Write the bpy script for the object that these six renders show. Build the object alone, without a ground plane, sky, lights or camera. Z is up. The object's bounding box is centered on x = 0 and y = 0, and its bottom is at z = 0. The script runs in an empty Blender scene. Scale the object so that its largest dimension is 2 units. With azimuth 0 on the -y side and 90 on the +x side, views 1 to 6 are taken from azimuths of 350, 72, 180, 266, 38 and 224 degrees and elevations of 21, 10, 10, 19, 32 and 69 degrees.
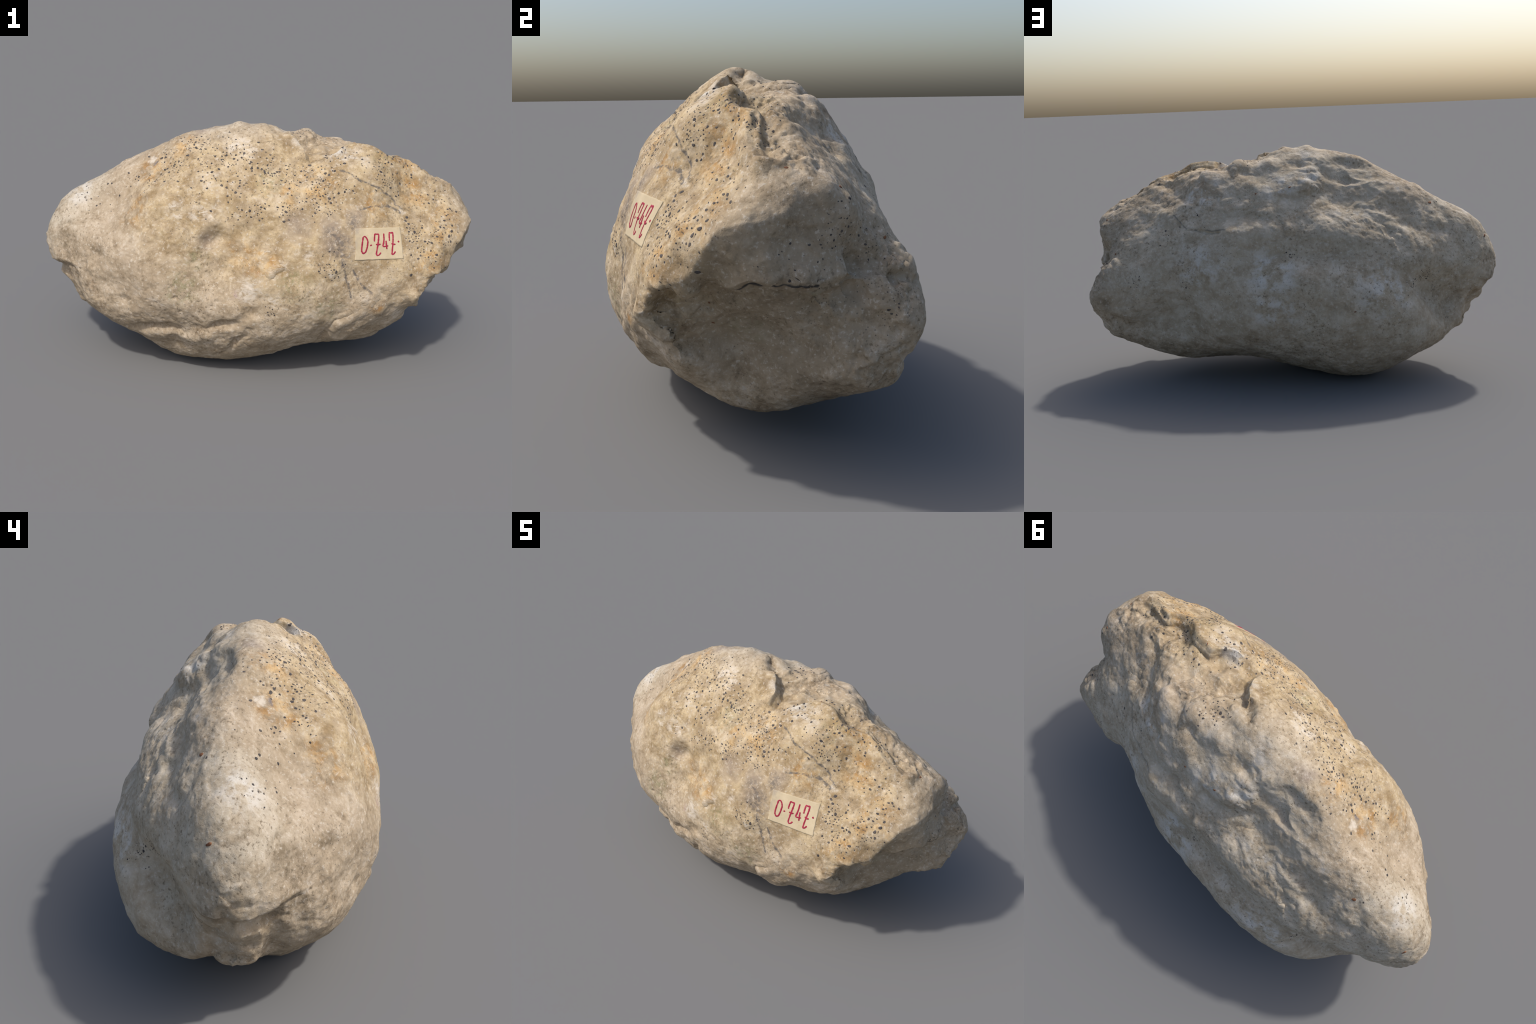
"""A pale, weathered lump of limestone: an elongated pebble with a blunt nose,
a lichen-speckled front flank, a chipped back ridge, a broken end with an
overhanging slab, and a small paper collection label inked in red."""
import bpy, bmesh
import numpy as np
from mathutils import Vector
from mathutils.bvhtree import BVHTree

rng = np.random.default_rng(747)

# --------------------------------------------------------------------------
# 1. COARSE BODY: lofted cross-sections.  One row per girth, from the broken
#    end (+x) to the nose (-x); the columns go once round (0 = back, quarter =
#    up, half = front, three quarters = underside).  Values scale an ellipsoid.
# --------------------------------------------------------------------------
SECTIONS = np.array([
    [0.93, 0.93, 0.93, 0.94, 0.94, 0.95, 0.95, 0.95, 0.96, 0.96, 0.96, 0.97, 0.97, 0.97, 0.96, 0.96, 0.95, 0.95, 0.94, 0.94, 0.94, 0.93, 0.93, 0.93],
    [0.95, 0.94, 0.94, 0.94, 0.96, 0.97, 0.98, 0.99, 0.99, 0.99, 0.99, 0.99, 0.99, 0.97, 0.95, 0.92, 0.90, 0.91, 0.92, 0.94, 0.96, 0.97, 0.97, 0.96],
    [1.02, 0.94, 0.99, 0.99, 1.07, 1.08, 1.05, 1.08, 1.10, 1.10, 1.07, 0.97, 0.87, 0.85, 0.86, 0.84, 0.84, 0.87, 0.92, 0.99, 1.03, 1.02, 1.03, 1.10],
    [1.08, 0.97, 0.93, 0.87, 0.87, 0.97, 1.04, 1.05, 0.99, 0.97, 0.98, 1.06, 1.00, 0.87, 0.88, 0.84, 0.80, 0.86, 0.95, 1.02, 1.10, 1.21, 1.23, 1.15],
    [0.87, 0.83, 0.80, 0.81, 0.83, 0.80, 1.02, 1.01, 0.88, 0.89, 0.93, 0.95, 1.04, 1.07, 1.11, 1.05, 0.91, 0.94, 1.03, 0.96, 1.07, 1.06, 0.74, 0.72],
    [0.78, 0.78, 0.79, 0.81, 0.84, 0.83, 1.01, 1.00, 1.04, 0.91, 0.91, 0.93, 0.92, 0.94, 0.96, 0.98, 1.01, 1.04, 1.04, 1.02, 1.06, 0.98, 0.77, 0.78],
    [0.80, 0.76, 0.76, 0.83, 0.88, 1.04, 0.91, 0.98, 1.06, 0.89, 0.90, 0.89, 0.86, 0.94, 0.97, 0.95, 0.97, 1.01, 0.97, 0.92, 0.91, 0.93, 0.88, 0.83],
    [0.75, 0.65, 0.82, 0.69, 0.80, 0.98, 0.92, 0.86, 0.85, 0.88, 0.87, 0.89, 0.95, 0.98, 0.99, 0.97, 0.88, 0.87, 0.84, 0.82, 0.84, 0.93, 0.90, 0.83],
    [0.76, 0.60, 0.79, 0.70, 0.81, 0.81, 1.01, 1.02, 0.84, 0.88, 0.82, 0.78, 0.86, 0.94, 0.99, 1.00, 0.99, 0.95, 0.90, 0.88, 0.87, 0.88, 0.83, 0.83],
    [0.87, 0.65, 0.71, 0.65, 0.85, 0.92, 1.04, 0.97, 0.86, 0.83, 0.77, 0.71, 0.78, 0.93, 1.04, 1.02, 1.05, 1.04, 0.98, 0.93, 0.92, 0.91, 0.87, 0.79],
    [0.81, 0.62, 0.77, 0.73, 0.64, 0.75, 1.03, 0.99, 0.88, 0.87, 0.80, 0.83, 0.71, 0.93, 0.92, 1.03, 1.07, 1.07, 1.05, 1.06, 1.03, 0.98, 0.94, 0.85],
    [0.81, 0.69, 0.78, 0.69, 0.67, 0.82, 1.02, 0.92, 0.89, 0.93, 0.87, 0.84, 0.90, 1.01, 0.94, 0.96, 1.05, 1.08, 1.03, 1.09, 1.05, 0.99, 0.93, 0.92],
    [0.79, 0.75, 0.78, 0.68, 0.77, 0.87, 0.93, 0.84, 0.83, 0.83, 0.81, 0.86, 0.93, 0.91, 1.00, 1.02, 0.98, 0.95, 0.93, 0.99, 1.05, 1.04, 0.99, 0.89],
    [0.78, 0.79, 0.74, 0.69, 0.81, 0.88, 0.92, 0.87, 0.80, 0.80, 0.84, 0.89, 0.92, 0.91, 0.98, 1.02, 0.99, 0.92, 0.92, 0.95, 1.03, 1.00, 0.93, 0.82],
    [0.78, 0.82, 0.79, 0.77, 0.80, 0.84, 0.92, 0.87, 0.77, 0.73, 0.82, 0.87, 0.90, 0.93, 0.98, 0.97, 0.98, 1.01, 1.02, 1.03, 0.95, 0.79, 0.74, 0.73],
    [0.77, 0.81, 0.83, 0.85, 0.90, 0.96, 0.98, 0.96, 0.94, 0.90, 0.91, 0.90, 0.90, 0.91, 0.93, 0.95, 0.96, 0.94, 0.91, 0.91, 0.88, 0.81, 0.76, 0.74],
    [0.86, 0.88, 0.90, 0.92, 0.94, 0.96, 0.97, 0.98, 0.99, 0.98, 0.98, 0.97, 0.97, 0.97, 0.96, 0.96, 0.96, 0.95, 0.96, 0.97, 0.95, 0.92, 0.89, 0.86],
    [0.97, 0.97, 0.97, 0.97, 0.98, 0.98, 0.99, 0.99, 1.00, 1.00, 1.01, 1.01, 1.01, 1.01, 1.01, 1.01, 1.01, 1.01, 1.00, 1.00, 0.99, 0.99, 0.98, 0.98],
])
NT, NP = SECTIONS.shape
CENTRE = np.array([0.0, 0.02, 0.56])
AXES = np.array([1.0, 0.56, 0.56])
YAW = np.radians(-8.0)
cy, sy = np.cos(YAW), np.sin(YAW)
ROT = np.array([[cy, sy, 0], [-sy, cy, 0], [0, 0, 1]])


def spline_weights(t):
    return np.stack([(1 - t) ** 3, 3 * t ** 3 - 6 * t ** 2 + 4, -3 * t ** 3 + 3 * t ** 2 + 3 * t + 1, t ** 3], -1) / 6


def girth(q):
    """radius of the lofted body in direction q (bicubic through the sections)"""
    r = np.linalg.norm(q, axis=-1)
    a = np.arccos(np.clip(q[:, 0] / r, -1, 1)) / np.pi * NT - .5
    b = (np.arctan2(q[:, 2], q[:, 1]) / (2 * np.pi) * NP) % NP
    i, j = np.floor(a).astype(int), np.floor(b).astype(int)
    wa, wb, out = spline_weights(a - i), spline_weights(b - j), 0
    for m in range(4):
        ii = i + m - 1
        over = (ii < 0) | (ii >= NT)
        i2 = np.where(ii < 0, -1 - ii, np.where(ii >= NT, 2 * NT - 1 - ii, ii))
        for k in range(4):
            jj = (j + k - 1 + np.where(over, NP // 2, 0)) % NP
            out = out + wa[:, m] * wb[:, k] * SECTIONS[i2, jj]
    return out


# --------------------------------------------------------------------------
# noise toolkit (vectorised gradient noise)
# --------------------------------------------------------------------------
_g = np.random.default_rng(5).normal(size=(512, 3))
GRAD = _g / np.linalg.norm(_g, axis=1)[:, None]


def cell_hash(i, j, k, seed):
    h = (i * 73856093) ^ (j * 19349663) ^ (k * 83492791) ^ (seed * 2654435761)
    h = (h ^ (h >> 13)) * 1274126177
    return (h ^ (h >> 16)) & 0x7fffffff


def gnoise(p, seed=0):
    f0 = np.floor(p)
    i = f0.astype(np.int64)
    f = p - f0
    u = f * f * f * (f * (f * 6 - 15) + 10)
    out = np.zeros(len(p))
    for dx in (0, 1):
        wx = u[:, 0] if dx else 1 - u[:, 0]
        for dy in (0, 1):
            wy = u[:, 1] if dy else 1 - u[:, 1]
            for dz in (0, 1):
                wz = u[:, 2] if dz else 1 - u[:, 2]
                g = GRAD[cell_hash(i[:, 0] + dx, i[:, 1] + dy, i[:, 2] + dz, seed) % 512]
                out += wx * wy * wz * ((f[:, 0] - dx) * g[:, 0] + (f[:, 1] - dy) * g[:, 1] + (f[:, 2] - dz) * g[:, 2])
    return out * 1.6


def fbm(p, scale, octaves, seed=0, gain=.5):
    out, amp = 0, 1.0
    for o in range(octaves):
        out = out + amp * gnoise(p * scale * 2.03 ** o, seed + o)
        amp *= gain
    return out


def smooth(x, lo, hi):
    t = np.clip((x - lo) / (hi - lo), 0, 1)
    return t * t * (3 - 2 * t)


# --------------------------------------------------------------------------
# base mesh: a boxed sphere, denser along the stone
# --------------------------------------------------------------------------
NX, NY = 384, 240


def boxed_sphere():
    faces, keys = [], []
    dims = (NX, NY, NY)
    for axis in range(3):
        u, v = (axis + 1) % 3, (axis + 2) % 3
        for side in (0, 1):
            a, b = np.meshgrid(np.arange(dims[u] + 1), np.arange(dims[v] + 1), indexing='ij')
            k = np.zeros(a.shape + (3,), int)
            k[..., axis] = side * dims[axis]
            k[..., u], k[..., v] = a, b
            ident = (k[..., 0] * (NY + 1) + k[..., 1]) * (NY + 1) + k[..., 2]
            quad = np.stack([ident[:-1, :-1], ident[1:, :-1], ident[1:, 1:], ident[:-1, 1:]], -1).reshape(-1, 4)
            faces.append(quad if side else quad[:, ::-1])
            keys.append(ident.ravel())
    ids = np.unique(np.concatenate(keys))
    quads = np.searchsorted(ids, np.concatenate(faces))
    ijk = np.stack([ids // ((NY + 1) ** 2), (ids // (NY + 1)) % (NY + 1), ids % (NY + 1)], -1)
    cube = ijk / np.array(dims) * 2 - 1
    q = np.tan(cube * np.pi / 4)
    return q / np.linalg.norm(q, axis=1)[:, None], quads


Q, QUADS = boxed_sphere()
P = (Q * girth(Q)[:, None] * AXES) @ ROT + CENTRE


def vertex_normals(p):
    a, b, c, d = (p[QUADS[:, n]] for n in range(4))
    fn = np.cross(c - a, d - b)
    n = np.zeros_like(p)
    for k in range(4):
        for ax in range(3):
            n[:, ax] += np.bincount(QUADS[:, k], fn[:, ax], len(p))
    return n / np.maximum(np.linalg.norm(n, axis=1), 1e-12)[:, None]


BASE_N = vertex_normals(P)
N = BASE_N.copy()
WARP = np.stack([fbm(P, 9, 3, 11 + 7 * k) for k in range(3)], -1) * .016


# --------------------------------------------------------------------------
# sculpting tools
# --------------------------------------------------------------------------
def refresh():
    global N
    N = vertex_normals(P)


def along(line, warp=1.0):
    """distance to a polyline, nearest tangent, offset and position along it (0..1)"""
    line = np.asarray(line, float)
    p = P + WARP * warp
    lo, hi = line.min(0) - .35, line.max(0) + .35
    idx = np.where(((p > lo) & (p < hi)).all(1))[0]
    p = p[idx]
    best = np.full(len(p), 1e9)
    off, tan, pos = np.zeros_like(p), np.zeros_like(p), np.zeros(len(p))
    for n, (a, b) in enumerate(zip(line[:-1], line[1:])):
        d = b - a
        t = np.clip(((p - a) @ d) / (d @ d), 0, 1)
        o = p - (a + t[:, None] * d)
        dist = np.linalg.norm(o, axis=1)
        near = dist < best
        best[near], off[near], pos[near] = dist[near], o[near], ((n + t) / (len(line) - 1))[near]
        tan[near] = d / np.linalg.norm(d)
    return idx, best, off, tan, pos


def ends(pos, fade=.15):
    return smooth(pos, -.001, fade) * smooth(1 - pos, -.001, fade)


def groove(line, width, depth, sharp=False, warp=1.0, fade=.15):
    """negative depth makes a ridge; sharp gives a keen arris instead of a round one"""
    idx, d, off, tan, pos = along(line, warp)
    w = np.exp(-d / width) if sharp else np.exp(-(d / width) ** 2)
    P[idx] -= N[idx] * (w * ends(pos, fade) * depth)[:, None]


def step(line, height, width, reach, warp=1.0, fade=.12):
    """a terrace edge: the ground to the left of the line (seen from outside, walking
    along it) stands `height` above the ground to the right, fading out over `reach`"""
    idx, d, off, tan, pos = along(line, warp)
    side = (off * np.cross(N[idx], tan)).sum(1)
    lift = np.where(side > 0, .5, -.5) * smooth(np.abs(side), 0, width) * np.exp(-(d / reach) ** 2) * height
    P[idx] += N[idx] * (lift * ends(pos, fade))[:, None]


def press(centre, radius, depth, direction=None, power=1.0, warp=1.0):
    """round hollow (depth > 0) or swelling (depth < 0)"""
    c = np.asarray(centre, float)
    d = np.linalg.norm((P + WARP * warp - c) / np.asarray(radius, float), axis=1)
    idx = np.where(d < 2.2)[0]
    w = np.exp(-d[idx] ** (2 * power))
    n = N[idx] if direction is None else np.asarray(direction, float)
    P[idx] -= n * (w * depth)[:, None]


def zone(spots, warp=2.0):
    m = np.zeros(len(P))
    for x, y, z, r in spots:
        d = np.linalg.norm(P + WARP * warp - np.array([x, y, z]), axis=1) / r
        m = np.maximum(m, 1 - smooth(d, .55, 1.1))
    return m


# --------------------------------------------------------------------------
# 2. SCULPTING: what happened to the stone, from large to small
# --------------------------------------------------------------------------
RIM = [(.669, -.466, .494), (.71, -.45, .56), (.79, -.395, .60), (.86, -.35, .66), (.915, -.31, .71), (.955, -.25, .73), (.965, -.17, .75), (.955, -.10, .785), (.915, -.01, .80)]
CREST = [(.21, -.222, .999), (.31, -.193, 1.031), (.383, -.126, 1.054), (.475, -.152, 1.044), (.55, -.18, 1.010), (.604, -.165, .988), (.672, -.145, .96), (.784, -.187, .90), (.84, -.19, .875), (.887, -.138, .857)]
FLAP = [(.108, -.037, 1.09), (.154, -.092, 1.065), (.187, -.154, 1.034), (.189, -.222, .997)]
LIP = [(.80, -.33, .545), (.868, -.272, .537), (.926, -.246, .555), (.955, -.165, .557), (.945, -.09, .552), (.912, -.012, .553), (.908, .035, .573)]

# broken end: keen rim, overhanging slab, bowl under it, knobs and hollows
groove(RIM, .045, -.022, sharp=True)
groove(CREST, .05, -.014, sharp=True)
refresh()
N = BASE_N.copy()
step(LIP, .055, .03, .085, warp=.6)
groove(LIP[1:5], .012, .010, warp=.3)
press((.86, -.15, .41), (.15, .17, .13), .035, power=1.5)
press((.93, .125, .52), (.06, .05, .08), .008)
press((.66, -.36, .36), (.14, .09, .07), .05)
groove([(.60, -.49, .41), (.67, -.48, .47), (.745, -.45, .525), (.82, -.41, .565), (.88, -.34, .585)],   .04, -.050, sharp=True, warp=.5)
groove(LIP[3:6], .05, -.016, warp=.5)
press((.88, 0, .42), (.08, .08, .08), .022)
refresh()
press((.745, -.42, .465), (.05, .05, .045), .035)
press((.725, -.425, .51), .035, .026)
press((.79, -.385, .552), .035, -.026)
press((.755, -.345, .445), .045, -.028)
press((.70, -.427, .375), .036, -.028)
press((.73, -.39, .41), .035, .028)
press((.967, .137, .345), (.05, .05, .045), .03, power=1.6)
press((.943, .121, .285), (.045, .045, .04), .022, power=1.6)
press((.985, .14, .41), (.04, .04, .035), .015, power=1.6)
groove([(.86, .16, .655), (.868, .082, .708), (.905, .044, .665), (.905, .016, .572)], .03, .022)
refresh()

# the crest: a rind that ends in a torn edge, crumbly rock behind it
step(CREST[::-1], .046, .016, .05, warp=.6)
step(FLAP, -.05, .012, .06, warp=.6)
groove([(.346, .124, 1.023), (.304, .053, 1.06), (.249, -.018, 1.069), (.215, -.087, 1.055), (.205, -.17, 1.02)], .045, .026)
groove([(.176, -.051, 1.075), (.086, -.048, 1.091), (.02, -.005, 1.108)], .03, .014)
press((.54, -.107, 1.02), (.06, .035, .05), .03)
press((.79, -.12, .91), (.09, .035, .05), .022)
press((.83, -.13, .90), .035, -.014)
press((.11, .11, 1.06), (.10, .05, .05), -.014)
refresh()

# chipped upper back: a torn edge along its foot, knobbly ground above
BACK_EDGE = [(.521, .195, .834), (.33, .275, .837), (.176, .288, .863), (.041, .314, .838), (.013, .346, .785), (-.06, .32, .80), (-.158, .28, .864), (-.214, .32, .806), (-.36, .35, .76), (-.43, .365, .72), (-.425, .325, .78), (-.51, .345, .714), (-.592, .337, .675)]
step(BACK_EDGE, .016, .035, .06, warp=1.0)
VALLEYS = [  # course, width, depth
    ([(.626, -.107, .969), (.563, -.123, .995), (.508, -.116, 1.016)], .028, .018),
    ([(.166, -.031, 1.077), (.11, -.035, 1.094), (.045, -.011, 1.11), (-.005, .016, 1.114)], .025, .022),
    ([(.298, .08, 1.063), (.30, .13, 1.039), (.281, .164, 1.005)], .022, .014),
    ([(.464, .045, 1.013), (.413, .10, 1.037)], .028, .016),
    ([(.251, .131, 1.039), (.17, .155, 1.022)], .025, .013),
    ([(-.002, .118, 1.06), (-.062, .122, 1.055), (-.116, .118, 1.06)], .028, .016),
    ([(-.19, .092, 1.075), (-.267, .105, 1.06), (-.34, .118, 1.04), (-.424, .135, 1.0)], .038, .026),
    ([(-.424, .265, .852), (-.50, .255, .85), (-.60, .284, .788)], .055, .022),
    ([(.05, .115, 1.06), (-.03, .125, 1.05), (-.10, .13, 1.045)], .025, .010),
    ([(-.234, .186, .981), (-.284, .176, .989)], .025, .014),
    ([(-.62, .225, .83), (-.65, .235, .82)], .022, .012),
    ([(-.154, .30, .885), (-.23, .338, .835)], .022, -.012),
    ([(-.414, .318, .809), (-.495, .33, .763), (-.58, .34, .685)], .028, -.016),
    ([(-.612, .262, .80), (-.732, .258, .757)], .025, -.012),
    ([(.501, .054, .965), (.407, -.062, 1.041)], .03, -.012),
    ([(.207, .288, .817), (.132, .288, .84), (.063, .302, .849)], .022, -.012),
    ([(.039, .35, .794), (-.023, .363, .767)], .02, -.010),
    ([(-.04, .22, .965), (-.09, .225, .955)], .035, -.012),
    ([(-.27, .29, .865), (-.30, .30, .855)], .04, -.012),
    ([(.623, .096, .855), (.606, .139, .822)], .02, -.010),
]
refresh()
for course, width, depth in VALLEYS:
    groove(course, width * 1.15, depth * .9, warp=1.0, fade=.4)
refresh()
groove([(.555, .178, .826), (.503, .254, .771), (.392, .30, .766), (.30, .328, .765)], .008, .010, warp=.5)
refresh()

# nose: ragged keel and undercut
groove([(-.93, .11, .43), (-.86, .115, .32), (-.80, .11, .21)], .05, -.025)
groove([(-.90, .20, .44), (-.84, .19, .33), (-.76, .17, .20)], .035, .018)
groove([(-.93, .03, .46), (-.88, .0, .38), (-.78, .0, .22)], .04, .022)
step([(-.915, .224, .48), (-.955, .153, .465), (-.945, .071, .455), (-.93, -.002, .49), (-.843, -.106, .484)], .02, .015, .05)
groove([(-.865, -.011, .69), (-.913, .008, .636), (-.946, .016, .563)], .015, .008)
groove([(-.92, .165, .69), (-.94, .155, .66), (-.945, .145, .63)], .012, .008)
groove([(-.70, .31, .42), (-.715, .27, .31), (-.70, .22, .20)], .03, .009, warp=.6, fade=.4)
press((-.735, -.16, .575), (.05, .03, .03), .016)
press((-.63, -.28, .40), (.035, .03, .02), .012)

# front flank: thumb-like hollow, low folds, cracks, the lobe near the broken end
groove([(-.337, -.351, .671), (-.252, -.354, .695), (-.155, -.368, .731)], .045, .032, warp=.6, fade=.4)
groove([(-.336, -.33, .73), (-.265, -.333, .76), (-.195, -.343, .78)], .04, -.014, warp=.6, fade=.4)
groove([(-.66, -.20, .215), (-.619, -.221, .222), (-.524, -.298, .255), (-.382, -.37, .277), (-.27, -.415, .298), (-.159, -.453, .335), (-.084, -.475, .374)], .022, .032, fade=.25)
groove([(-.60, -.21, .16), (-.48, -.30, .20), (-.34, -.38, .235), (-.22, -.41, .26)], .05, -.018)
groove([(-.095, -.466, .33), (-.133, -.435, .253), (-.175, -.374, .159), (-.232, -.292, .086)], .013, .022)
LOBE = [(.23, -.36, .15), (.25, -.415, .215), (.26, -.473, .292), (.288, -.493, .34), (.37, -.505, .39), (.46, -.50, .42)]
step(LOBE, -.016, .03, .07, warp=.6, fade=.3)
groove(LOBE, .016, .018, warp=.6, fade=.2)
groove([(.29, -.39, .20), (.40, -.455, .29), (.54, -.485, .37)], .055, -.014)
groove([(.285, -.375, .185), (.395, -.45, .266), (.515, -.49, .352), (.607, -.48, .375), (.68, -.462, .46)],   .05, -.012)
step([(-.01, -.474, .548), (.018, -.472, .58), (.06, -.474, .606)], .014, .01, .03)
groove([(.30, -.487, .62), (.325, -.496, .56), (.345, -.506, .494), (.36, -.51, .44)], .012, .005)
groove([(.322, -.29, .972), (.44, -.329, .914), (.506, -.324, .874), (.60, -.342, .80)], .012, .006)
refresh()

# ---- relief noise ----------------------------------------------------------
ROUGH = zone([(.42, .12, .98, .20), (.24, .18, .98, .2), (.05, .2, .97, .2), (-.12, .18, .97, .2), (-.28, .2, .92, .2), (-.42, .23, .86, .18), (-.55, .25, .80, .16), (-.66, .22, .78, .12), (.6, .0, .96, .18)])
CRUMBLY = zone([(.23, -.05, 1.06, .10), (.16, -.03, 1.08, .08), (.55, -.10, 1.02, .08), (.66, -.12, .96, .08), (.76, -.13, .92, .09), (.85, -.1, .87, .09), (.73, -.42, .46, .14), (.96, .10, .34, .1), (.9, .17, .6, .08), (.30, .02, 1.06, .08)])
BROKEN = zone([(.95, -.1, .5, .36), (.85, -.25, .45, .2), (.95, .12, .40, .2)])
NOSE = zone([(-.92, .08, .42, .2), (-.82, .1, .25, .16), (-.80, -.12, .42, .14)])
LABEL_SPOT = zone([(.47, -.44, .68, .19)], warp=0)
calm = 1 - LABEL_SPOT
hgt = fbm(P, 5.5, 2, 40) * .006 * calm
hgt += fbm(P, 15, 3, 50) * .0045 * calm
hgt += (fbm(P, 9, 2, 45) * .0045 + (.3 - np.abs(gnoise(P * 13, 46))) * .0025) * calm * smooth(fbm(P, 2.5, 1, 47), -.3, .4)
hgt += fbm(P, 55, 2, 60) * .0007
strong = np.where((ROUGH + CRUMBLY + BROKEN + NOSE) > .01)[0]
ps = P[strong] + WARP[strong] * 1.2
grained = ps @ ROT.T * np.array([.75, 1.15, 1.15])
lumps = fbm(grained, 7, 3, 70, .5)
knobs = .35 - np.abs(gnoise(grained * 12, 73)) * 1.1 - np.abs(gnoise(grained * 29, 74)) * .5
patchy = .2 + .8 * smooth(fbm(ps, 4, 1, 75), -.25, .35)
hgt[strong] += ROUGH[strong] * patchy * (lumps * .016 + knobs * .006)
hgt[strong] += CRUMBLY[strong] * (knobs * .010 + fbm(ps, 26, 3, 80) * .008)
hgt[strong] += BROKEN[strong] * (fbm(ps, 9, 4, 90) * .009 + knobs * patchy * .006)
hgt[strong] += NOSE[strong] * (fbm(ps, 11, 3, 95) * .008 + knobs * .003)
P += N * hgt[:, None]
refresh()
# broad swellings and hollows of the back and the crest
for x, y, z, r, rise in ((.28, .40, .66, .12, .026), (.20, .27, .93, .11, .016), (.18, .43, .34, .12, .014), (.72, .28, .44, .09, .018), (.48, .28, .31, .09, -.024), (.37, .36, .47, .08, -.010), (-.50, -.24, .78, .13, .030), (.64, -.40, .37, .10, -.018), (.905, .0, .53, .05, -.014), (.92, .115, .49, .06, -.022), (-.74, .25, .39, .05, -.012), (-.69, .32, .54, .07, .022), (.57, .26, .43, .07, .024), (.27, .38, .72, .06, .014), (-.81, .28, .64, .06, -.010), (.66, .29, .47, .07, .024), (.82, .27, .38, .05, .014), (.16, .41, .655, .07, .016), (.47, -.50, .43, .06, .010), (.975, .17, .60, .04, .016), (.05, .34, .82, .10, .012), (-.36, .29, .83, .10, .004), (-.55, .36, .69, .11, .010), (-.71, -.08, .755, .10, .014), (-.09, -.45, .578, .09, .024), (.10, .11, 1.08, .06, .018), (.74, .03, .88, .09, .018), (.80, .26, .42, .09, .016), (.93, .15, .53, .05, -.02), (.29, -.49, .62, .07, .012), (.44, -.50, .43, .09, .014), (-.40, .10, .97, .09, -.016), (-.84, .28, .57, .09, .022), (.41, .0, 1.0, .06, -.028), (.78, .27, .38, .07, .022), (.87, .21, .34, .035, -.02),
                         (.57, -.04, .95, .06, -.018), (.62, .09, .89, .12, .018), (.965, .15, .61, .05, .040)):
    press((x, y, z), r, -rise)
refresh()
# single knobs (+) and nicks (-) that show on the outline
for x, y, z, r, rise in ((.25, .075, 1.065, .065, .026), (.335, -.04, 1.03, .04, -.022), (.185, .05, 1.07, .035, -.018), (.055, .01, 1.115, .045, .018), (-.084, -.005, 1.125, .045, .015),
                         (.45, -.12, 1.045, .045, .016), (.49, -.19, 1.035, .035, .010), (.537, -.15, 1.01, .035, -.010), (-.10, .095, 1.07, .05, -.014), (.131, .03, 1.07, .03, -.012),
                         (.93, -.08, .82, .035, .010), (.945, .007, .765, .045, .010), (.942, .225, .44, .08, .010), (.875, .19, .27, .05, .010), (.872, .21, .60, .04, .010), (.75, .215, .64, .05, -.010),
                         (.925, .175, .322, .035, -.014), (.92, -.006, .286, .04, .012), (.80, -.034, .246, .05, -.012), (.42, -.227, .11, .06, -.014), (-.83, .119, .262, .028, -.030),
                         (-.79, .13, .195, .03, .030), (-.732, .178, .21, .03, -.014), (-.684, .253, .163, .05, .010), (.812, .254, .428, .06, -.010), (.652, -.436, .64, .04, -.008), (.288, .182, .985, .05, -.008),
                         (.965, .17, .59, .045, .024), (.92, .09, .615, .03, -.012), (.345, .05, 1.035, .04, -.008), (.44, .03, 1.045, .04, .016), (.03, -.03, 1.125, .04, .018), (.331, -.135, 1.034, .04, -.025)):
    press((x, y, z), r, -rise)
refresh()
# knuckles and sockets of broken rock at the label corner of the break
for x, y, z, r, rise in ((.79, -.385, .55, .034, .024), (.745, -.43, .50, .030, -.022), (.757, -.345, .445, .042, .026), (.70, -.425, .375, .034, .026), (.735, -.40, .42, .030, -.024), (.70, -.45, .45, .026, -.016), (.83, -.32, .50, .03, .012)):
    press((x, y, z), r, -rise)
refresh()
groove([(.25, -.46, .30), (.40, -.50, .38), (.56, -.505, .42)], .06, -.014)
# dents along the lower front
groove([(-.16, -.455, .375), (-.09, -.475, .39), (-.02, -.485, .385)], .03, .012, fade=.4)
press((-.42, -.33, .19), .05, .010)
refresh()
# weathering pits and pores
pores = gnoise(P * 42, 21)
pore_zone = smooth(fbm(P, 4, 2, 33), -.1, .5)
P -= N * (smooth(pores, .42, .75) * .0032 * (pore_zone * .8 + .2) * calm)[:, None]
# a bored hole near the top
press((-.452, .053, .995), .012, .02, warp=0)


# --------------------------------------------------------------------------
# stand it on the ground
# --------------------------------------------------------------------------
low = P[:, 2] < .06
P[low, 2] = .06 - .06 * np.tanh((.06 - P[low, 2]) / .06)
P[:, 2] -= P[:, 2].min()
refresh()


# --------------------------------------------------------------------------
# 3. MATERIALS
# --------------------------------------------------------------------------
OUTWARD = ((P - CENTRE) @ ROT.T) / AXES
OUTWARD /= np.linalg.norm(OUTWARD, axis=1)[:, None]


def snap(points):
    """move points on to the finished skin, straight out from the middle"""
    d = ((np.asarray(points, float) - CENTRE) @ ROT.T) / AXES
    d /= np.linalg.norm(d, axis=1)[:, None]
    return P[(d @ OUTWARD.T).argmax(1)]


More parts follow.
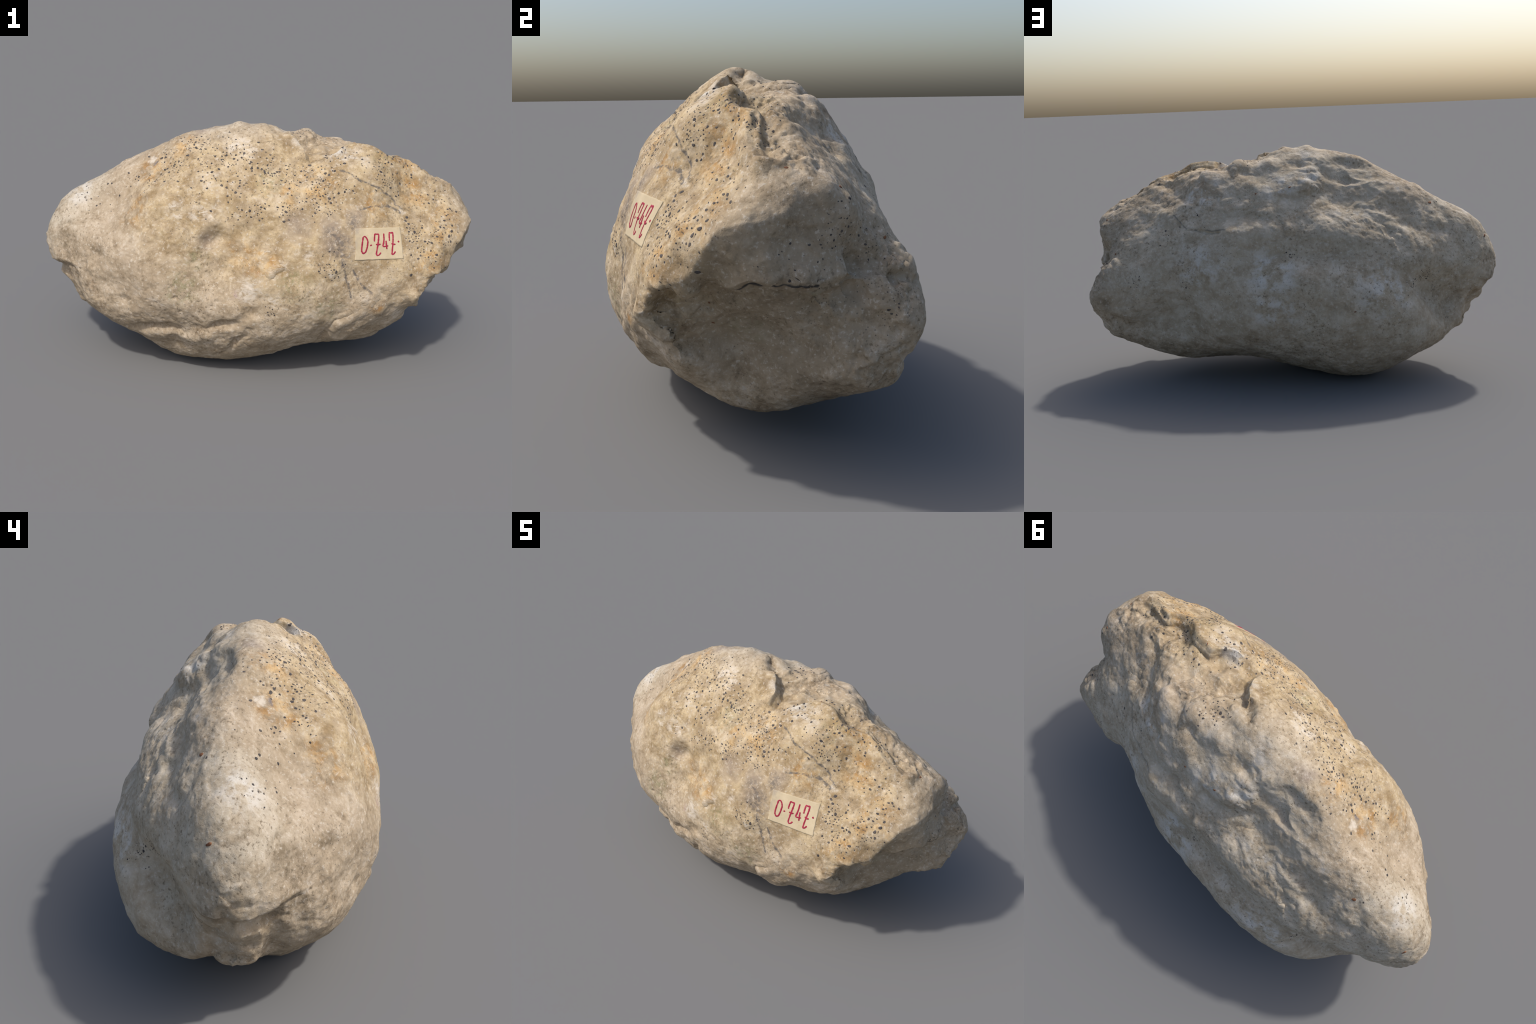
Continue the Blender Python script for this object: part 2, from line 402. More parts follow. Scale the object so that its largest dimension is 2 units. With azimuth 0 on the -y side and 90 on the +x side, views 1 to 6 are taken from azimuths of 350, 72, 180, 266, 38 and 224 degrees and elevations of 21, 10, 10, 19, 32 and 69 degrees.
class Nodes:
    def __init__(self, name):
        self.mat = bpy.data.materials.new(name)
        self.mat.use_nodes = True
        self.t = self.mat.node_tree
        self.bsdf = self.t.nodes["Principled BSDF"]
        co = self.t.nodes.new("ShaderNodeTexCoord")
        self.co = co.outputs["Object"]

    def _put(self, socket, v):
        if isinstance(v, bpy.types.NodeSocket):
            self.t.links.new(v, socket)
        else:
            socket.default_value = v

    def math(self, op, a, b=0.0, c=0.0, clamp=False):
        n = self.t.nodes.new("ShaderNodeMath")
        n.operation, n.use_clamp = op, clamp
        for s, v in zip(n.inputs, (a, b, c)):
            self._put(s, v)
        return n.outputs[0]

    def vec(self, op, a, b=(0, 0, 0), out=0):
        n = self.t.nodes.new("ShaderNodeVectorMath")
        n.operation = op
        self._put(n.inputs[0], a)
        if op == "SCALE":
            self._put(n.inputs["Scale"], b)
        else:
            self._put(n.inputs[1], b)
        return n.outputs["Value" if op in ("DISTANCE", "LENGTH", "DOT_PRODUCT") else "Vector"]

    def noise(self, scale, detail=4, rough=.55, co=None, color=False, distortion=0.0, stretch=None):
        c = co or self.co
        if stretch:
            c = self.vec("MULTIPLY", c, stretch)
        n = self.t.nodes.new("ShaderNodeTexNoise")
        self.t.links.new(c, n.inputs["Vector"])
        n.inputs["Scale"].default_value = scale
        n.inputs["Detail"].default_value = detail
        n.inputs["Roughness"].default_value = rough
        n.inputs["Distortion"].default_value = distortion
        return n.outputs["Color" if color else "Fac"]

    def cells(self, scale, feature="F1", co=None, out="Distance", rand=1.0):
        n = self.t.nodes.new("ShaderNodeTexVoronoi")
        n.feature = feature
        self.t.links.new(co or self.co, n.inputs["Vector"])
        n.inputs["Scale"].default_value = scale
        n.inputs["Randomness"].default_value = rand
        return n.outputs[out]

    def ramp(self, v, lo, hi, a=0.0, b=1.0):
        n = self.t.nodes.new("ShaderNodeMapRange")
        n.interpolation_type = "SMOOTHSTEP"
        self._put(n.inputs["Value"], v)
        for k, x in zip(("From Min", "From Max", "To Min", "To Max"), (lo, hi, a, b)):
            n.inputs[k].default_value = x
        return n.outputs["Result"]

    def mix(self, f, a, b, mode="MIX"):
        n = self.t.nodes.new("ShaderNodeMix")
        n.data_type, n.blend_type = "RGBA", mode
        self._put(n.inputs[0], f)
        self._put(n.inputs[6], a if isinstance(a, bpy.types.NodeSocket) else (*a, 1))
        self._put(n.inputs[7], b if isinstance(b, bpy.types.NodeSocket) else (*b, 1))
        return n.outputs[2]

    def stops(self, v, stops):
        n = self.t.nodes.new("ShaderNodeValToRGB")
        e = n.color_ramp.elements
        while len(e) < len(stops):
            e.new(.5)
        for el, (pos, c) in zip(e, stops):
            el.position, el.color = pos, (*c, 1)
        self.t.links.new(v, n.inputs["Fac"])
        return n.outputs["Color"]

    def spots(self, lst, co, lo=1.25, hi=.35):
        """soft union of blobs (x, y, z, radius)"""
        m = None
        centres = snap([s[:3] for s in lst])
        for (x, y, z), r in zip(centres.tolist(), [s[3] for s in lst]):
            d = self.math("DIVIDE", self.vec("DISTANCE", co, (x, y, z)), r)
            m = d if m is None else self.math("MINIMUM", m, d)
        return self.ramp(m, hi, lo, 1.0, 0.0)

    def lines(self, paths, co, width):
        """soft mask along polylines: distance to each segment"""
        m = None
        for path in paths:
            path = np.array(path, float)
            path = snap(np.concatenate([path, (path[1:] + path[:-1]) / 2])[np.argsort(np.r_[np.arange(len(path)), np.arange(len(path) - 1) + .5])])
            for a, b in zip(path[:-1], path[1:]):
                ab = np.subtract(b, a)
                pa = self.vec("SUBTRACT", co, tuple(a))
                t = self.math("DIVIDE", self.vec("DOT_PRODUCT", pa, tuple(ab)), float(ab @ ab), clamp=True)
                n = self.t.nodes.new("ShaderNodeVectorMath")
                n.operation = "SCALE"
                n.inputs[0].default_value = tuple(ab)
                self.t.links.new(t, n.inputs["Scale"])
                d = self.vec("DISTANCE", pa, n.outputs["Vector"])
                m = d if m is None else self.math("MINIMUM", m, d)
        return self.ramp(m, width * .25, width, 1.0, 0.0)

    def bump(self, height, strength, distance, normal=None):
        n = self.t.nodes.new("ShaderNodeBump")
        n.inputs["Strength"].default_value = strength
        n.inputs["Distance"].default_value = distance
        self._put(n.inputs["Height"], height)
        if normal:
            self.t.links.new(normal, n.inputs["Normal"])
        return n.outputs["Normal"]

    def finish(self, color, rough=.9, normal=None, spec=.25):
        self._put(self.bsdf.inputs["Base Color"], color if isinstance(color, bpy.types.NodeSocket) else (*color, 1))
        self._put(self.bsdf.inputs["Roughness"], rough)
        self.bsdf.inputs["Specular IOR Level"].default_value = spec
        if normal:
            self.t.links.new(normal, self.bsdf.inputs["Normal"])
        return self.mat


VEINS = [
    [(.322, -.290, .972), (.382, -.322, .943), (.442, -.329, .914), (.506, -.324, .874), (.578, -.322, .838), (.606, -.342, .80)],
    [(.388, -.385, .820), (.453, -.365, .824), (.535, -.345, .816), (.595, -.352, .789)],
    [(.302, -.486, .617), (.326, -.496, .558), (.346, -.506, .493), (.36, -.51, .44)],
    [(.363, -.492, .570), (.40, -.502, .512), (.44, -.508, .46)],
    [(.555, .176, .826), (.503, .251, .771), (.392, .30, .766), (.30, .33, .765)],
]
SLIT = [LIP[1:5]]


def stone_material():
    n = Nodes("weathered_limestone")
    warp_fine = n.vec("SCALE", n.vec("SUBTRACT", n.noise(14, 4, .6, color=True), (.5, .5, .5)), .10)
    wco = n.vec("ADD", n.co, warp_fine)
    line_warp = n.vec("SCALE", n.vec("SUBTRACT", n.noise(22, 3, .6, color=True), (.5, .5, .5)), .03)
    lco = n.vec("ADD", n.co, line_warp)
    mott = n.noise(5, 5, .6)
    mott2 = n.noise(19, 6, .7)
    streak = n.noise(9, 5, .65, stretch=(.6, 1.4, 1.8), distortion=.6)

    # ground colour: buff with broadband mottling, cooler on the back, warmer on the front upper flank
    broad = n.noise(13, 12, .72, distortion=.4)
    col = n.stops(broad, [(.30, (.14, .103, .066)), (.38, (.25, .19, .125)), (.45, (.345, .272, .186)), (.53, (.41, .33, .235)), (.60, (.485, .40, .302)), (.69, (.59, .52, .43))])
    col = n.mix(n.ramp(mott, .36, .58, .4, 0), col, (.30, .232, .155))
    front = n.spots([(.1, -.42, .85, .50), (.6, -.36, .75, .38), (-.3, -.28, .88, .38), (.45, -.25, .95, .3)], wco, 1.2, .5)
    col = n.mix(n.math("MULTIPLY", front, n.ramp(mott2, .30, .62, .3, .8)), col, n.mix(n.ramp(broad, .36, .64), (.27, .185, .088), (.50, .385, .222)))
    back = n.spots([(.1, .42, .6, .55), (-.4, .40, .55, .45), (.55, .3, .6, .40), (-.1, .25, .92, .4), (-.75, .2, .7, .3)], wco, 1.2, .6)
    col = n.mix(n.math("MULTIPLY", back, n.ramp(streak, .38, .60, .45, .9)), col, n.mix(n.ramp(broad, .34, .66), (.36, .298, .212), (.475, .415, .325)))
    # ochre stains
    ochre = n.spots([(.21, -.32, .92, .10), (-.05, -.44, .60, .09), (-.14, -.39, .63, .06), (.81, -.36, .72, .11), (.70, -.44, .60, .07), (.45, -.36, .82, .07), (-.49, -.06, .92, .10), (.06, -.32, .87, .08), (.58, -.20, .97, .10), (.46, -.49, .39, .04), (-.35, -.05, 1.04, .08), (.70, -.26, .86, .08), (-.57, -.18, .78, .09)], wco, 1.3, .3)
    col = n.mix(n.math("MULTIPLY", ochre, n.ramp(mott2, .42, .64, .0, .75)), col, n.mix(n.ramp(broad, .4, .6), (.33, .17, .05), (.50, .33, .15)))
    # green-grey algae bloom
    green = n.spots([(.80, -.23, .37, .07), (.93, -.11, .52, .05), (.01, -.28, .91, .07), (-.38, -.38, .48, .09), (.09, -.50, .52, .09), (.24, -.50, .41, .08), (-.32, -.37, .61, .06), (.5, -.22, .97, .06)], wco, 1.3, .3)
    col = n.mix(n.math("MULTIPLY", green, n.ramp(n.noise(40, 4, .7), .42, .66, 0, .55)), col, (.22, .215, .11))
    # brown patches in hollows of the nose, the torn crest and the broken end
    grime = n.spots([(-.90, -.01, .63, .05), (-.93, .09, .70, .045), (-.75, -.17, .59, .06), (-.59, -.29, .65, .05), (-.88, -.05, .54, .09), (-.95, .18, .46, .07), (.71, -.44, .46, .07), (.92, -.19, .51, .08), (.79, -.15, .91, .05), (.23, -.06, 1.06, .09), (.30, .02, 1.06, .07), (.20, -.15, 1.03, .04), (.56, -.11, 1.0, .05), (.68, -.12, .96, .05), (.89, -.14, .86, .04), (.91, -.32, .65, .06), (-.86, -.09, .44, .07), (-.90, -.02, .45, .07)], wco, 1.3, .3)
    col = n.mix(n.math("MULTIPLY", grime, n.ramp(n.noise(30, 5, .7), .42, .62, .05, .65)), col, (.155, .115, .07))
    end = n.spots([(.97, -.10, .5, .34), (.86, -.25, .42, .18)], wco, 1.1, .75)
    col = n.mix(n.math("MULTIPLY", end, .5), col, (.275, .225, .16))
    # violet-grey bruise beside the label
    bruise = n.spots([(.27, -.46, .70, .075), (.37, -.41, .78, .05), (.25, -.44, .76, .07), (.10, -.41, .76, .07), (-.25, .0, 1.09, .05), (-.29, -.35, .68, .06)], wco, 1.4, .2)
    col = n.mix(n.math("MULTIPLY", bruise, n.ramp(mott2, .3, .6, .15, .65)), col, (.235, .19, .16))
    core = n.spots([(.285, -.465, .685, .055), (.30, -.47, .64, .04), (.355, -.425, .77, .035), (.265, -.455, .73, .035), (.325, -.49, .60, .025)], wco, 1.4, .2)
    col = n.mix(n.math("MULTIPLY", core, n.ramp(n.noise(60, 3, .7), .42, .57, .1, .75)), col, (.13, .112, .10))
    mauve = n.spots([(-.16, -.45, .46, .035)], wco, 1.3, .2)
    col = n.mix(n.math("MULTIPLY", mauve, n.ramp(mott2, .45, .6, 0, .6)), col, (.33, .22, .26))
    # chalky white rubs
    chalk = n.spots([(-.08, -.16, 1.03, .06), (-.13, -.13, 1.05, .06), (-.24, -.33, .79, .045), (-.31, -.32, .80, .05), (-.40, -.30, .80, .045), (.02, -.472, .58, .04), (.15, -.48, .63, .035), (-.09, -.47, .49, .07), (0, -.49, .44, .04), (-.49, 0, .96, .03), (-.26, -.24, .93, .05), (.16, -.12, 1.05, .04), (.61, -.345, .79, .02), (.25, -.50, .56, .022), (.42, -.23, 1.03, .06), (-.08, .08, 1.09, .06)], wco, 1.35, .2)
    col = n.mix(n.math("MULTIPLY", chalk, n.ramp(n.noise(26, 6, .7, stretch=(.7, 1.2, 1.4), distortion=.5), .43, .60, 0, .85)), col, (.58, .515, .43))
    chalk2 = n.spots([(-.10, .20, .95, .08), (.31, -.22, 1.02, .07), (-.28, .29, .82, .08), (-.83, .08, .79, .08), (.47, .15, .93, .07), (.10, .44, .57, .14), (.09, .46, .41, .12), (.05, .24, .94, .08), (.39, .20, .92, .09), (-.35, .40, .50, .14), (.45, .36, .60, .14)], wco, 1.35, .2)
    col = n.mix(n.math("MULTIPLY", chalk2, n.ramp(n.noise(13, 6, .7), .44, .60, 0, .85)), col, (.55, .52, .47))
    # allover chalk flecks and dark pores
    fine = n.noise(75, 6, .68)
    col = n.mix(n.ramp(fine, .54, .66, 0, .6), col, (.54, .48, .40))
    col = n.mix(n.math("MULTIPLY", n.ramp(fine, .36, .45, .8, 0), n.ramp(n.noise(4.3, 4, .6), .40, .62, .12, 1)), col, (.15, .115, .075))
    tiny = n.cells(85)
    tiny_on = n.ramp(n.noise(7, 3), .48, .66)
    col = n.mix(n.math("MULTIPLY", n.ramp(tiny, .12, .22, .75, 0), tiny_on), col, (.10, .085, .07))
    # dark mineral veins
    veins = n.lines(VEINS[:4], lco, .0085)
    hair = n.lines(VEINS[4:], lco, .007)
    col = n.mix(n.math("MULTIPLY", hair, .6), col, (.09, .085, .08))
    col = n.mix(n.math("MULTIPLY", veins, n.ramp(n.noise(55, 3, .7), .38, .56, .1, .85)), col, (.095, .088, .085))
    slit = n.lines(SLIT, n.co, .009)  # near-black line along the slit under the slab's lip
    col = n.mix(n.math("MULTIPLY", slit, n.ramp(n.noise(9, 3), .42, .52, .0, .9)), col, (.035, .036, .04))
    blue = n.spots([(.08, .23, .95, .022), (-.49, -.03, .94, .016), (.06, .235, .96, .015)], wco, 1.3, .2)
    col = n.mix(n.math("MULTIPLY", blue, n.ramp(mott2, .40, .55, .1, .8)), col, (.13, .13, .15))

    h = n.math("ADD", n.math("MULTIPLY", fine, 1.2), n.math("MULTIPLY", mott2, .8))
    h = n.math("SUBTRACT", h, n.ramp(tiny, .08, .25, .25, 0))
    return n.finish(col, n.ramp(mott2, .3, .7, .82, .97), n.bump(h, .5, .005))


def plain(name, a, b, scale, rough=.85):
    n = Nodes(name)
    col = n.mix(n.ramp(n.noise(scale, 4, .65), .36, .64), a, b)
    return n.finish(col, rough, n.bump(n.noise(scale * 2, 3), .2, .002))


def paper_material():
    n = Nodes("old_paper")
    col = n.mix(n.ramp(n.noise(16, 4, .6), .35, .68), (.46, .375, .245), (.52, .43, .29))
    col = n.mix(n.ramp(n.noise(120, 3, .7), .30, .45, .35, 0), col, (.40, .29, .16))
    grime = n.spots([(.355, -.44, .735, .05), (.35, -.47, .69, .035)], n.co, 1.3, .2)
    col = n.mix(n.math("MULTIPLY", grime, n.ramp(n.noise(50, 3), .35, .6, .2, .8)), col, (.33, .28, .22))
    return n.finish(col, .8, n.bump(n.noise(150, 4, .7), .3, .001))


STONE = stone_material()
PAPER = paper_material()
INK = plain("faded_red_ink", (.25, .012, .035), (.33, .028, .06), 60)
SPECK = plain("dark_lichen", (.045, .04, .04), (.10, .085, .075), 40)
RUST = plain("rust_brown_grit", (.13, .055, .03), (.21, .10, .05), 60)


# --------------------------------------------------------------------------
# 4. PARTS
# --------------------------------------------------------------------------
root = bpy.data.objects.new("stone_specimen", None)
bpy.context.collection.objects.link(root)
root["label"] = "pale weathered stone with small red-inked paper label"
root["category"] = "rock specimen"


def add_mesh(name, verts, faces, material, parent, normals=None):
    me = bpy.data.meshes.new(name)
    verts = np.asarray(verts, np.float32)
    faces = np.asarray(faces)
    k = faces.shape[1]
    me.vertices.add(len(verts))
    me.vertices.foreach_set("co", verts.ravel())
    me.loops.add(faces.size)
    me.loops.foreach_set("vertex_index", faces.astype(np.int32).ravel())
    me.polygons.add(len(faces))
    me.polygons.foreach_set("loop_start", np.arange(0, faces.size, k, dtype=np.int32))
    me.update(calc_edges=True)
    me.validate()
    me.shade_smooth()
    if normals is not None:
        me.normals_split_custom_set_from_vertices(normals.tolist())
    me.materials.append(material)
    o = bpy.data.objects.new(name, me)
    bpy.context.collection.objects.link(o)
    o.parent = parent
    return o


# the skin is one continuous surface, divided into the worn rind and the broken end
centre_q = P[QUADS].mean(1)
facing = BASE_N[QUADS].mean(1)
wob = gnoise(centre_q * 14, 7) * .05
is_broken = (centre_q[:, 0] > .66) & (facing @ np.array([.93, -.05, -.36]) + wob > .60)
body = None
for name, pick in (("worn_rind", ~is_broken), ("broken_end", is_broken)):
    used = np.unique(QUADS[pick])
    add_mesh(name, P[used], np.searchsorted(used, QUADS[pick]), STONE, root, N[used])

tris = np.concatenate([QUADS[:, [0, 1, 2]], QUADS[:, [0, 2, 3]]])
TREE = BVHTree.FromPolygons(P.tolist(), tris.tolist())
MIDDLE = np.array([0, 0, .56])


def on_skin(p, origin=None):
    """drop a point on to the skin, along the line from the stone's long axis"""
    p = np.asarray(p, float)
    o = np.array([p[0] * .6, p[1] * .1 + .0, .58]) if origin is None else np.asarray(origin)
    d = (p - o) / np.linalg.norm(p - o)
    hit, nor, _, _ = TREE.ray_cast(Vector(o + d * 2), Vector(-d))
    return (np.array(hit), np.array(nor)) if hit else (p, d)


# ---- paper label: a thin sheet that follows the surface ---------------------
TL, TR, BR, BL = (np.array(v) for v in ((.359, -.434, .747), (.575, -.398, .735), (.581, -.46, .61), (.358, -.479, .616)))
OUT = np.cross(BL - TL, TR - TL)
OUT /= np.linalg.norm(OUT)


def sheet(s, t):
    return (1 - t) * ((1 - s) * TL + s * TR) + t * ((1 - s) * BL + s * BR)


GS, GT = 48, 32
height = np.zeros((GT + 1, GS + 1))
for a in range(GT + 1):
    for b in range(GS + 1):
        p = sheet(b / GS, a / GT)
        hit, _, _, _ = TREE.ray_cast(Vector(p + OUT * .3), Vector(-OUT))
        height[a, b] = (np.array(hit) - p) @ OUT
lifted = height.copy()
for _ in range(10):  # the paper bridges small hollows
    pad = np.pad(lifted, 1, mode="edge")
    lifted = np.maximum(height, (pad[:-2, 1:-1] + pad[2:, 1:-1] + pad[1:-1, :-2] + pad[1:-1, 2:]) / 4)
lifted += .0014


def paper_point(s, t, up=0.0):
    x, y = np.clip(s, 0, 1) * GS, np.clip(t, 0, 1) * GT
    b, a = min(int(x), GS - 1), min(int(y), GT - 1)
    fx, fy = x - b, y - a
    h = (1 - fy) * ((1 - fx) * lifted[a, b] + fx * lifted[a, b + 1]) + fy * ((1 - fx) * lifted[a + 1, b] + fx * lifted[a + 1, b + 1])
    return sheet(s, t) + OUT * (h + up)


def edge_wobble(s, t):
    ragged = gnoise(np.array([[s * 9, t * 7, 3.3]]), 2)[0] * .012
    return s + ragged * (abs(s - .5) > .49), t + ragged * (abs(t - .5) > .49)


top = [sheet(*edge_wobble(b / GS, a / GT)) + OUT * lifted[a, b] for a in range(GT + 1) for b in range(GS + 1)]
under = [p - OUT * .004 for p in top]
W = GS + 1
quads = []
for a in range(GT):
    for b in range(GS):
        k = a * W + b
        quads.append((k, k + W, k + W + 1, k + 1))
        m = k + len(top)
        quads.append((m, m + 1, m + W + 1, m + W))
border = [b for b in range(W)] + [a * W + GS for a in range(1, GT + 1)] + [GT * W + b for b in range(GS - 1, -1, -1)] + [a * W for a in range(GT - 1, 0, -1)]
for a, b in zip(border, border[1:] + border[:1]):
    quads.append((a, b, b + len(top), a + len(top)))
label = add_mesh("paper_label", top + under, quads, PAPER, root)

# ---- handwriting: pen strokes as raised ribbons of ink on the paper -----------
# strokes are given on the label, 0..1 across and 0..1 down, with a pen width
PEN = .019
DIGITS = {
    "digit_zero": [[(.165, .27), (.145, .45), (.13, .62), (.13, .72), (.165, .80), (.215, .75), (.245, .60), (.262, .42), (.245, .33), (.205, .25), (.165, .27)]],
    "full_stop": [[(.315, .52), (.325, .545), (.330, .56)]],
    "digit_seven": [[(.402, .42), (.395, .405), (.405, .30), (.415, .185), (.455, .20), (.502, .195), (.492, .33), (.472, .50), (.452, .66), (.435, .82), (.452, .875), (.495, .855), (.530, .78)], [(.425, .515), (.475, .53), (.525, .51)]],
    "digit_four": [[(.612, .18), (.607, .36), (.592, .49), (.572, .57), (.588, .60), (.640, .585), (.692, .575)], [(.648, .41), (.652, .54), (.655, .68)]],
    "digit_seven_again": [[(.725, .42), (.728, .28), (.738, .15), (.775, .18), (.818, .15), (.812, .32), (.795, .50), (.772, .70), (.760, .86), (.800, .84), (.838, .76)], [(.762, .50), (.800, .54), (.848, .53)]],
    "full_stop_again": [[(.915, .43), (.925, .46), (.928, .48)]],
}
WRITING = {"digit_zero": "inked_zero", "full_stop": "inked_dot", "digit_seven": "inked_seven", "digit_four": "inked_four", "digit_seven_again": "inked_seven", "full_stop_again": "inked_dot"}
for glyph, strokes in DIGITS.items():
    verts, faces = [], []
    for st in strokes:
        st = np.array(st)
        seg = np.r_[0, np.cumsum(np.linalg.norm(np.diff(st, axis=0) * (1, .68), axis=1))]
        u = np.linspace(0, seg[-1], max(6, int(seg[-1] / .012)))
        sx, ty = np.interp(u, seg, st[:, 0]), np.interp(u, seg, st[:, 1])
        if len(u) > 8:  # round the corners of the pen path
            for _ in range(2):
                sx[1:-1] = (sx[:-2] + 2 * sx[1:-1] + sx[2:]) / 4
                ty[1:-1] = (ty[:-2] + 2 * ty[1:-1] + ty[2:]) / 4
        dx, dy = np.gradient(sx), np.gradient(ty) * .68
        ln = np.maximum(np.hypot(dx, dy), 1e-9)
        wid = PEN * (1 + .35 * gnoise(np.stack([sx * 30, ty * 30, u * 0 + len(verts)], -1), 9))
        if "stop" in glyph:
            wid = wid * 1.35
        wid[0] *= .55
        wid[-1] *= .45
        first = len(verts)
        for k in range(len(u)):
            ox, oy = -dy[k] / ln[k] * wid[k], dx[k] / ln[k] * wid[k] / .68
            for f, up in ((-1, -.0012), (-.75, .0008), (0, .0011), (.75, .0008), (1, -.0012)):
                verts.append(paper_point(sx[k] + ox * f, ty[k] + oy * f, up + .00012 * len(faces) / 40 * (len(st) < 4)))
        for k in range(len(u) - 1):
            for c in range(4):
                a = first + k * 5 + c
                faces.append((a, a + 5, a + 6, a + 1))
        for k in (0, len(u) - 1):
            a = first + k * 5
            faces.append((a, a + 1, a + 2, a + 3) if k == 0 else (a + 3, a + 2, a + 1, a))
    add_mesh(WRITING[glyph], verts, faces, INK, label)

# ---- lichen specks: low domes sprinkled in colonies (x, y, z, spread, number) ----
COLONIES = [
    (-0.30, -0.09, 1.04, 0.037, 12), (-0.38, -0.15, 0.96, 0.066, 18), (-0.25, -0.21, 0.96, 0.058, 24), (-0.16, -0.20, 0.98, 0.072, 30), (-0.13, -0.16, 1.02, 0.058, 10), (-0.04, -0.21, 0.98, 0.065, 22),
    (0.02, -0.23, 0.97, 0.051, 22), (0.12, -0.26, 0.96, 0.058, 22), (0.21, -0.28, 0.96, 0.051, 26), (0.23, -0.34, 0.90, 0.050, 34), (0.26, -0.37, 0.86, 0.050, 24), (0.15, -0.31, 0.91, 0.057, 18),
    (0.08, -0.28, 0.93, 0.057, 14), (0.06, -0.37, 0.81, 0.031, 24), (-0.06, -0.34, 0.80, 0.035, 22), (-0.14, -0.34, 0.79, 0.043, 16), (0.13, -0.37, 0.82, 0.057, 14), (0.23, -0.39, 0.82, 0.043, 14),
    (-0.09, -0.28, 0.89, 0.071, 14), (-0.17, -0.27, 0.90, 0.057, 8), (0.44, -0.24, 1.02, 0.059, 14), (0.51, -0.28, 0.95, 0.059, 30), (0.55, -0.28, 0.90, 0.059, 22), (0.64, -0.17, 0.96, 0.077, 14),
    (0.68, -0.24, 0.89, 0.091, 10), (0.79, -0.27, 0.84, 0.069, 14), (0.65, -0.41, 0.71, 0.044, 30), (0.69, -0.42, 0.67, 0.059, 26), (0.80, -0.38, 0.68, 0.053, 30), (0.74, -0.43, 0.59, 0.067, 20),
    (0.68, -0.38, 0.73, 0.059, 10), (0.24, -0.49, 0.60, 0.045, 24), (0.26, -0.50, 0.55, 0.036, 6), (-0.01, -0.49, 0.39, 0.017, 8), (-0.50, -0.10, 0.87, 0.089, 14), (-0.62, -0.03, 0.82, 0.091, 10),
    (-0.80, 0.03, 0.78, 0.046, 10), (0.55, -0.09, 1.03, 0.062, 12), (0.86, -0.32, 0.76, 0.046, 12), (-0.32, -0.29, 0.86, 0.085, 8), (-0.25, -0.16, 1.00, 0.058, 12), (0.33, -0.34, 0.91, 0.058, 14),
    (0.32, -0.21, 1.02, 0.059, 26), (0.54, -0.20, 1.01, 0.054, 20), (0.21, 0.06, 1.07, 0.050, 26), (0.70, -0.16, 0.94, 0.035, 20), (0.45, -0.09, 1.05, 0.039, 16), (-0.40, -0.08, 0.99, 0.049, 16),
    (-0.30, -0.08, 1.05, 0.043, 26), (0.15, 0.04, 1.08, 0.062, 8), (-0.37, -0.01, 1.04, 0.073, 10), (-0.16, -0.13, 1.05, 0.062, 16), (-0.02, -0.23, 0.97, 0.065, 18), (0.79, -0.17, 0.90, 0.026, 10),
    (0.95, -0.02, 0.70, 0.058, 40), (0.91, 0.08, 0.63, 0.051, 18), (0.96, -0.12, 0.63, 0.073, 14), (0.99, 0.13, 0.49, 0.025, 10), (0.58, -0.17, 0.99, 0.028, 14), (0.02, 0.41, 0.65, 0.030, 10),
    (0.75, 0.27, 0.53, 0.031, 14), (0.60, 0.23, 0.71, 0.062, 10), (0.42, 0.26, 0.82, 0.061, 8), (-0.64, 0.36, 0.51, 0.031, 10), (-0.56, 0.41, 0.48, 0.030, 16), (0.50, 0.31, 0.52, 0.023, 6),
    (-0.61, 0.37, 0.51, 0.026, 16), (-0.70, 0.34, 0.42, 0.012, 9), (-0.43, -0.11, 0.95, 0.062, 10), (-0.50, -0.13, 0.86, 0.026, 6),
]


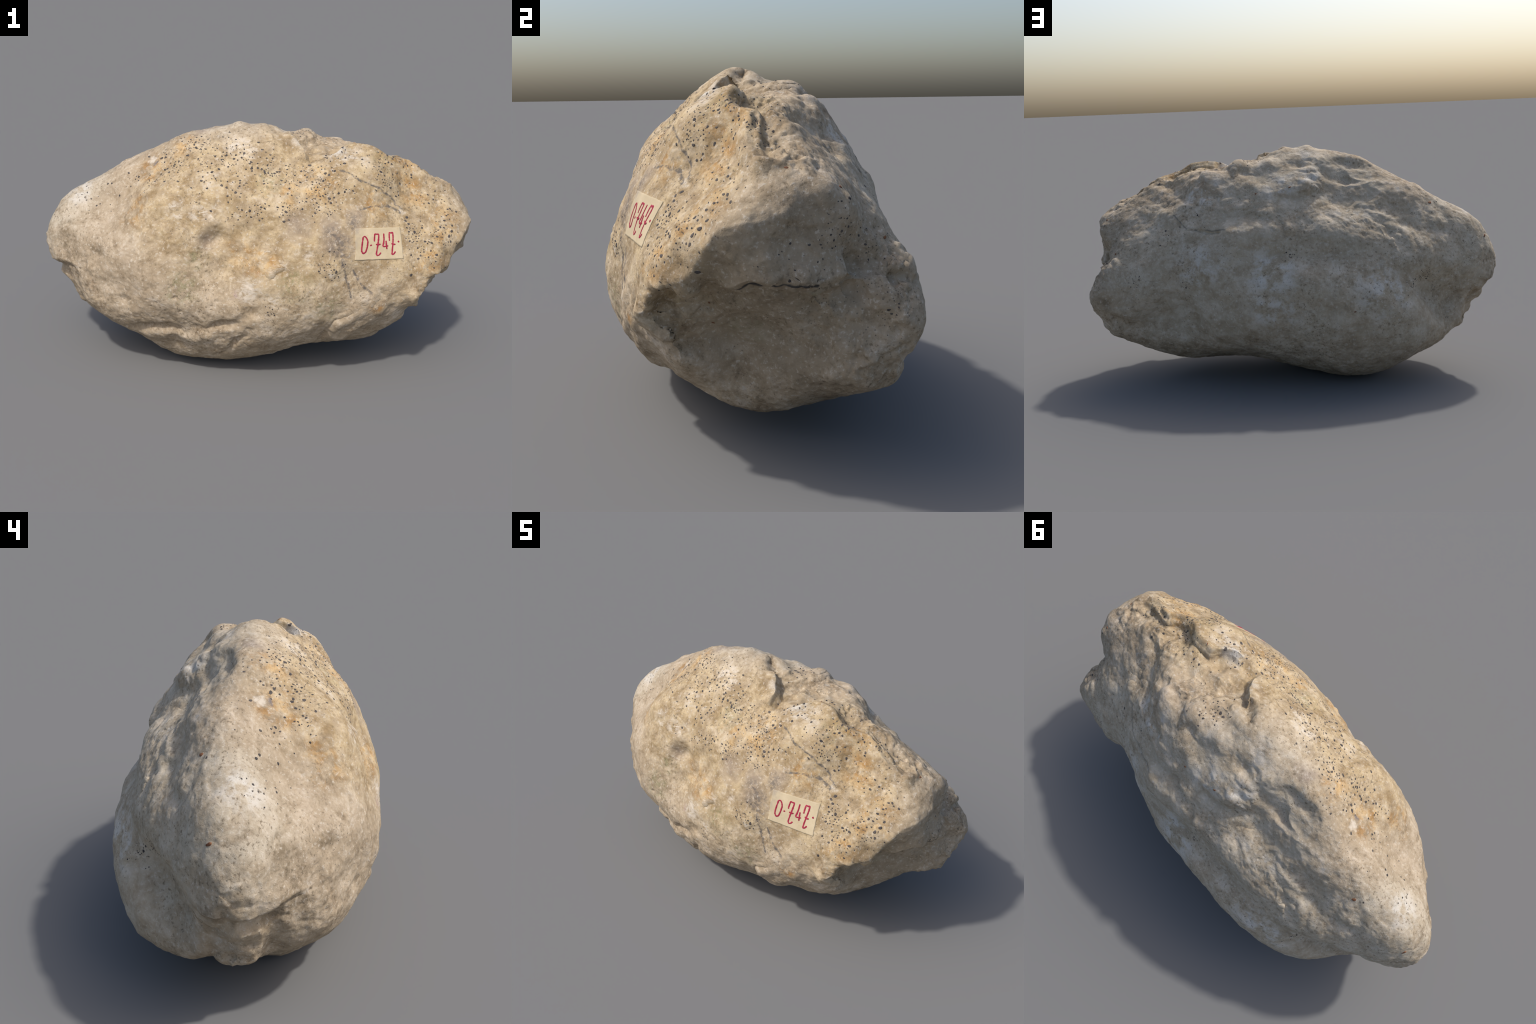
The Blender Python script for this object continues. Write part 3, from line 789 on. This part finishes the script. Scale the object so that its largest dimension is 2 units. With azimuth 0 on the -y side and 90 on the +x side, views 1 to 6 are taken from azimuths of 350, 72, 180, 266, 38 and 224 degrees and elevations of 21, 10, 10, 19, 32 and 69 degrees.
def dome(p, nrm, radius, rise, verts, faces, sides=9, squash=1.0):
    t = np.cross(nrm, (.3, .2, .9))
    t /= np.linalg.norm(t)
    b = np.cross(nrm, t)
    turn = rng.uniform(0, 6.28)
    first = len(verts)
    for ring, (rr, hh) in enumerate(((1.0, -.0025), (.93, rise * .5), (.55, rise))):
        for k in range(sides):
            a = k / sides * 6.2832 + turn
            r = radius * rr * (1 + .18 * np.sin(2 * a + turn) + .10 * np.sin(3 * a + 2.3 * turn))
            verts.append(p + t * np.cos(a) * r + b * np.sin(a) * r * squash + nrm * hh)
    verts.append(p + nrm * rise)
    for ring in range(2):
        for k in range(sides):
            a, c = first + ring * sides + k, first + ring * sides + (k + 1) % sides
            faces.append((a, c, c + sides))
            faces.append((a, c + sides, a + sides))
    for k in range(sides):
        faces.append((first + 2 * sides + k, first + 2 * sides + (k + 1) % sides, len(verts) - 1))


verts, faces, placed = [], [], []
for x, y, z, spread, count in COLONIES:
    for _ in range(int(count * 1.5)):
        p, nrm = on_skin(np.array([x, y, z]) + rng.normal(size=3) * spread * .66)
        q = (p - TL) @ (TR - TL) / ((TR - TL) @ (TR - TL)), (p - TL) @ (BL - TL) / ((BL - TL) @ (BL - TL))
        if -.05 < q[0] < 1.05 and -.05 < q[1] < 1.05 and p[1] < -.3:
            continue
        size = min(.0080, .0032 * np.exp(rng.normal() * .45))
        size *= .65 if p[1] > .2 or p[0] > .88 else 1.0  # finer on the back and the break
        if placed and min((p - o) @ (p - o) - (size + s) ** 2 * 1.3 for o, s in placed[-160:]) < 0:
            continue
        placed.append((p, size))
        dome(p, nrm, size, .0007, verts, faces, squash=rng.uniform(.75, 1.0))
specks = add_mesh("dark_speck", verts, faces, SPECK, root)
specks["kind"] = "stuff"

# ---- a few rust-brown grits stuck in the surface ------------------------------
for x, y, z, r in ((.76, -.35, .46, .006), (.74, -.35, .37, .006), (0, .24, .93, .008), (.16, .25, .92, .007), (-.27, .5, .4, .007), (-.66, .19, .84, .013), (-.92, .18, .67, .012), (.88, .155, .65, .009), (.90, -.15, .85, .010), (.91, -.01, .79, .009), (.41, -.15, 1.05, .006)):
    verts, faces = [], []
    p, nrm = on_skin((x, y, z))
    dome(p, nrm, r * .8, .0016, verts, faces, sides=12, squash=.6)
    add_mesh("rust_grit", verts, faces, RUST, root)
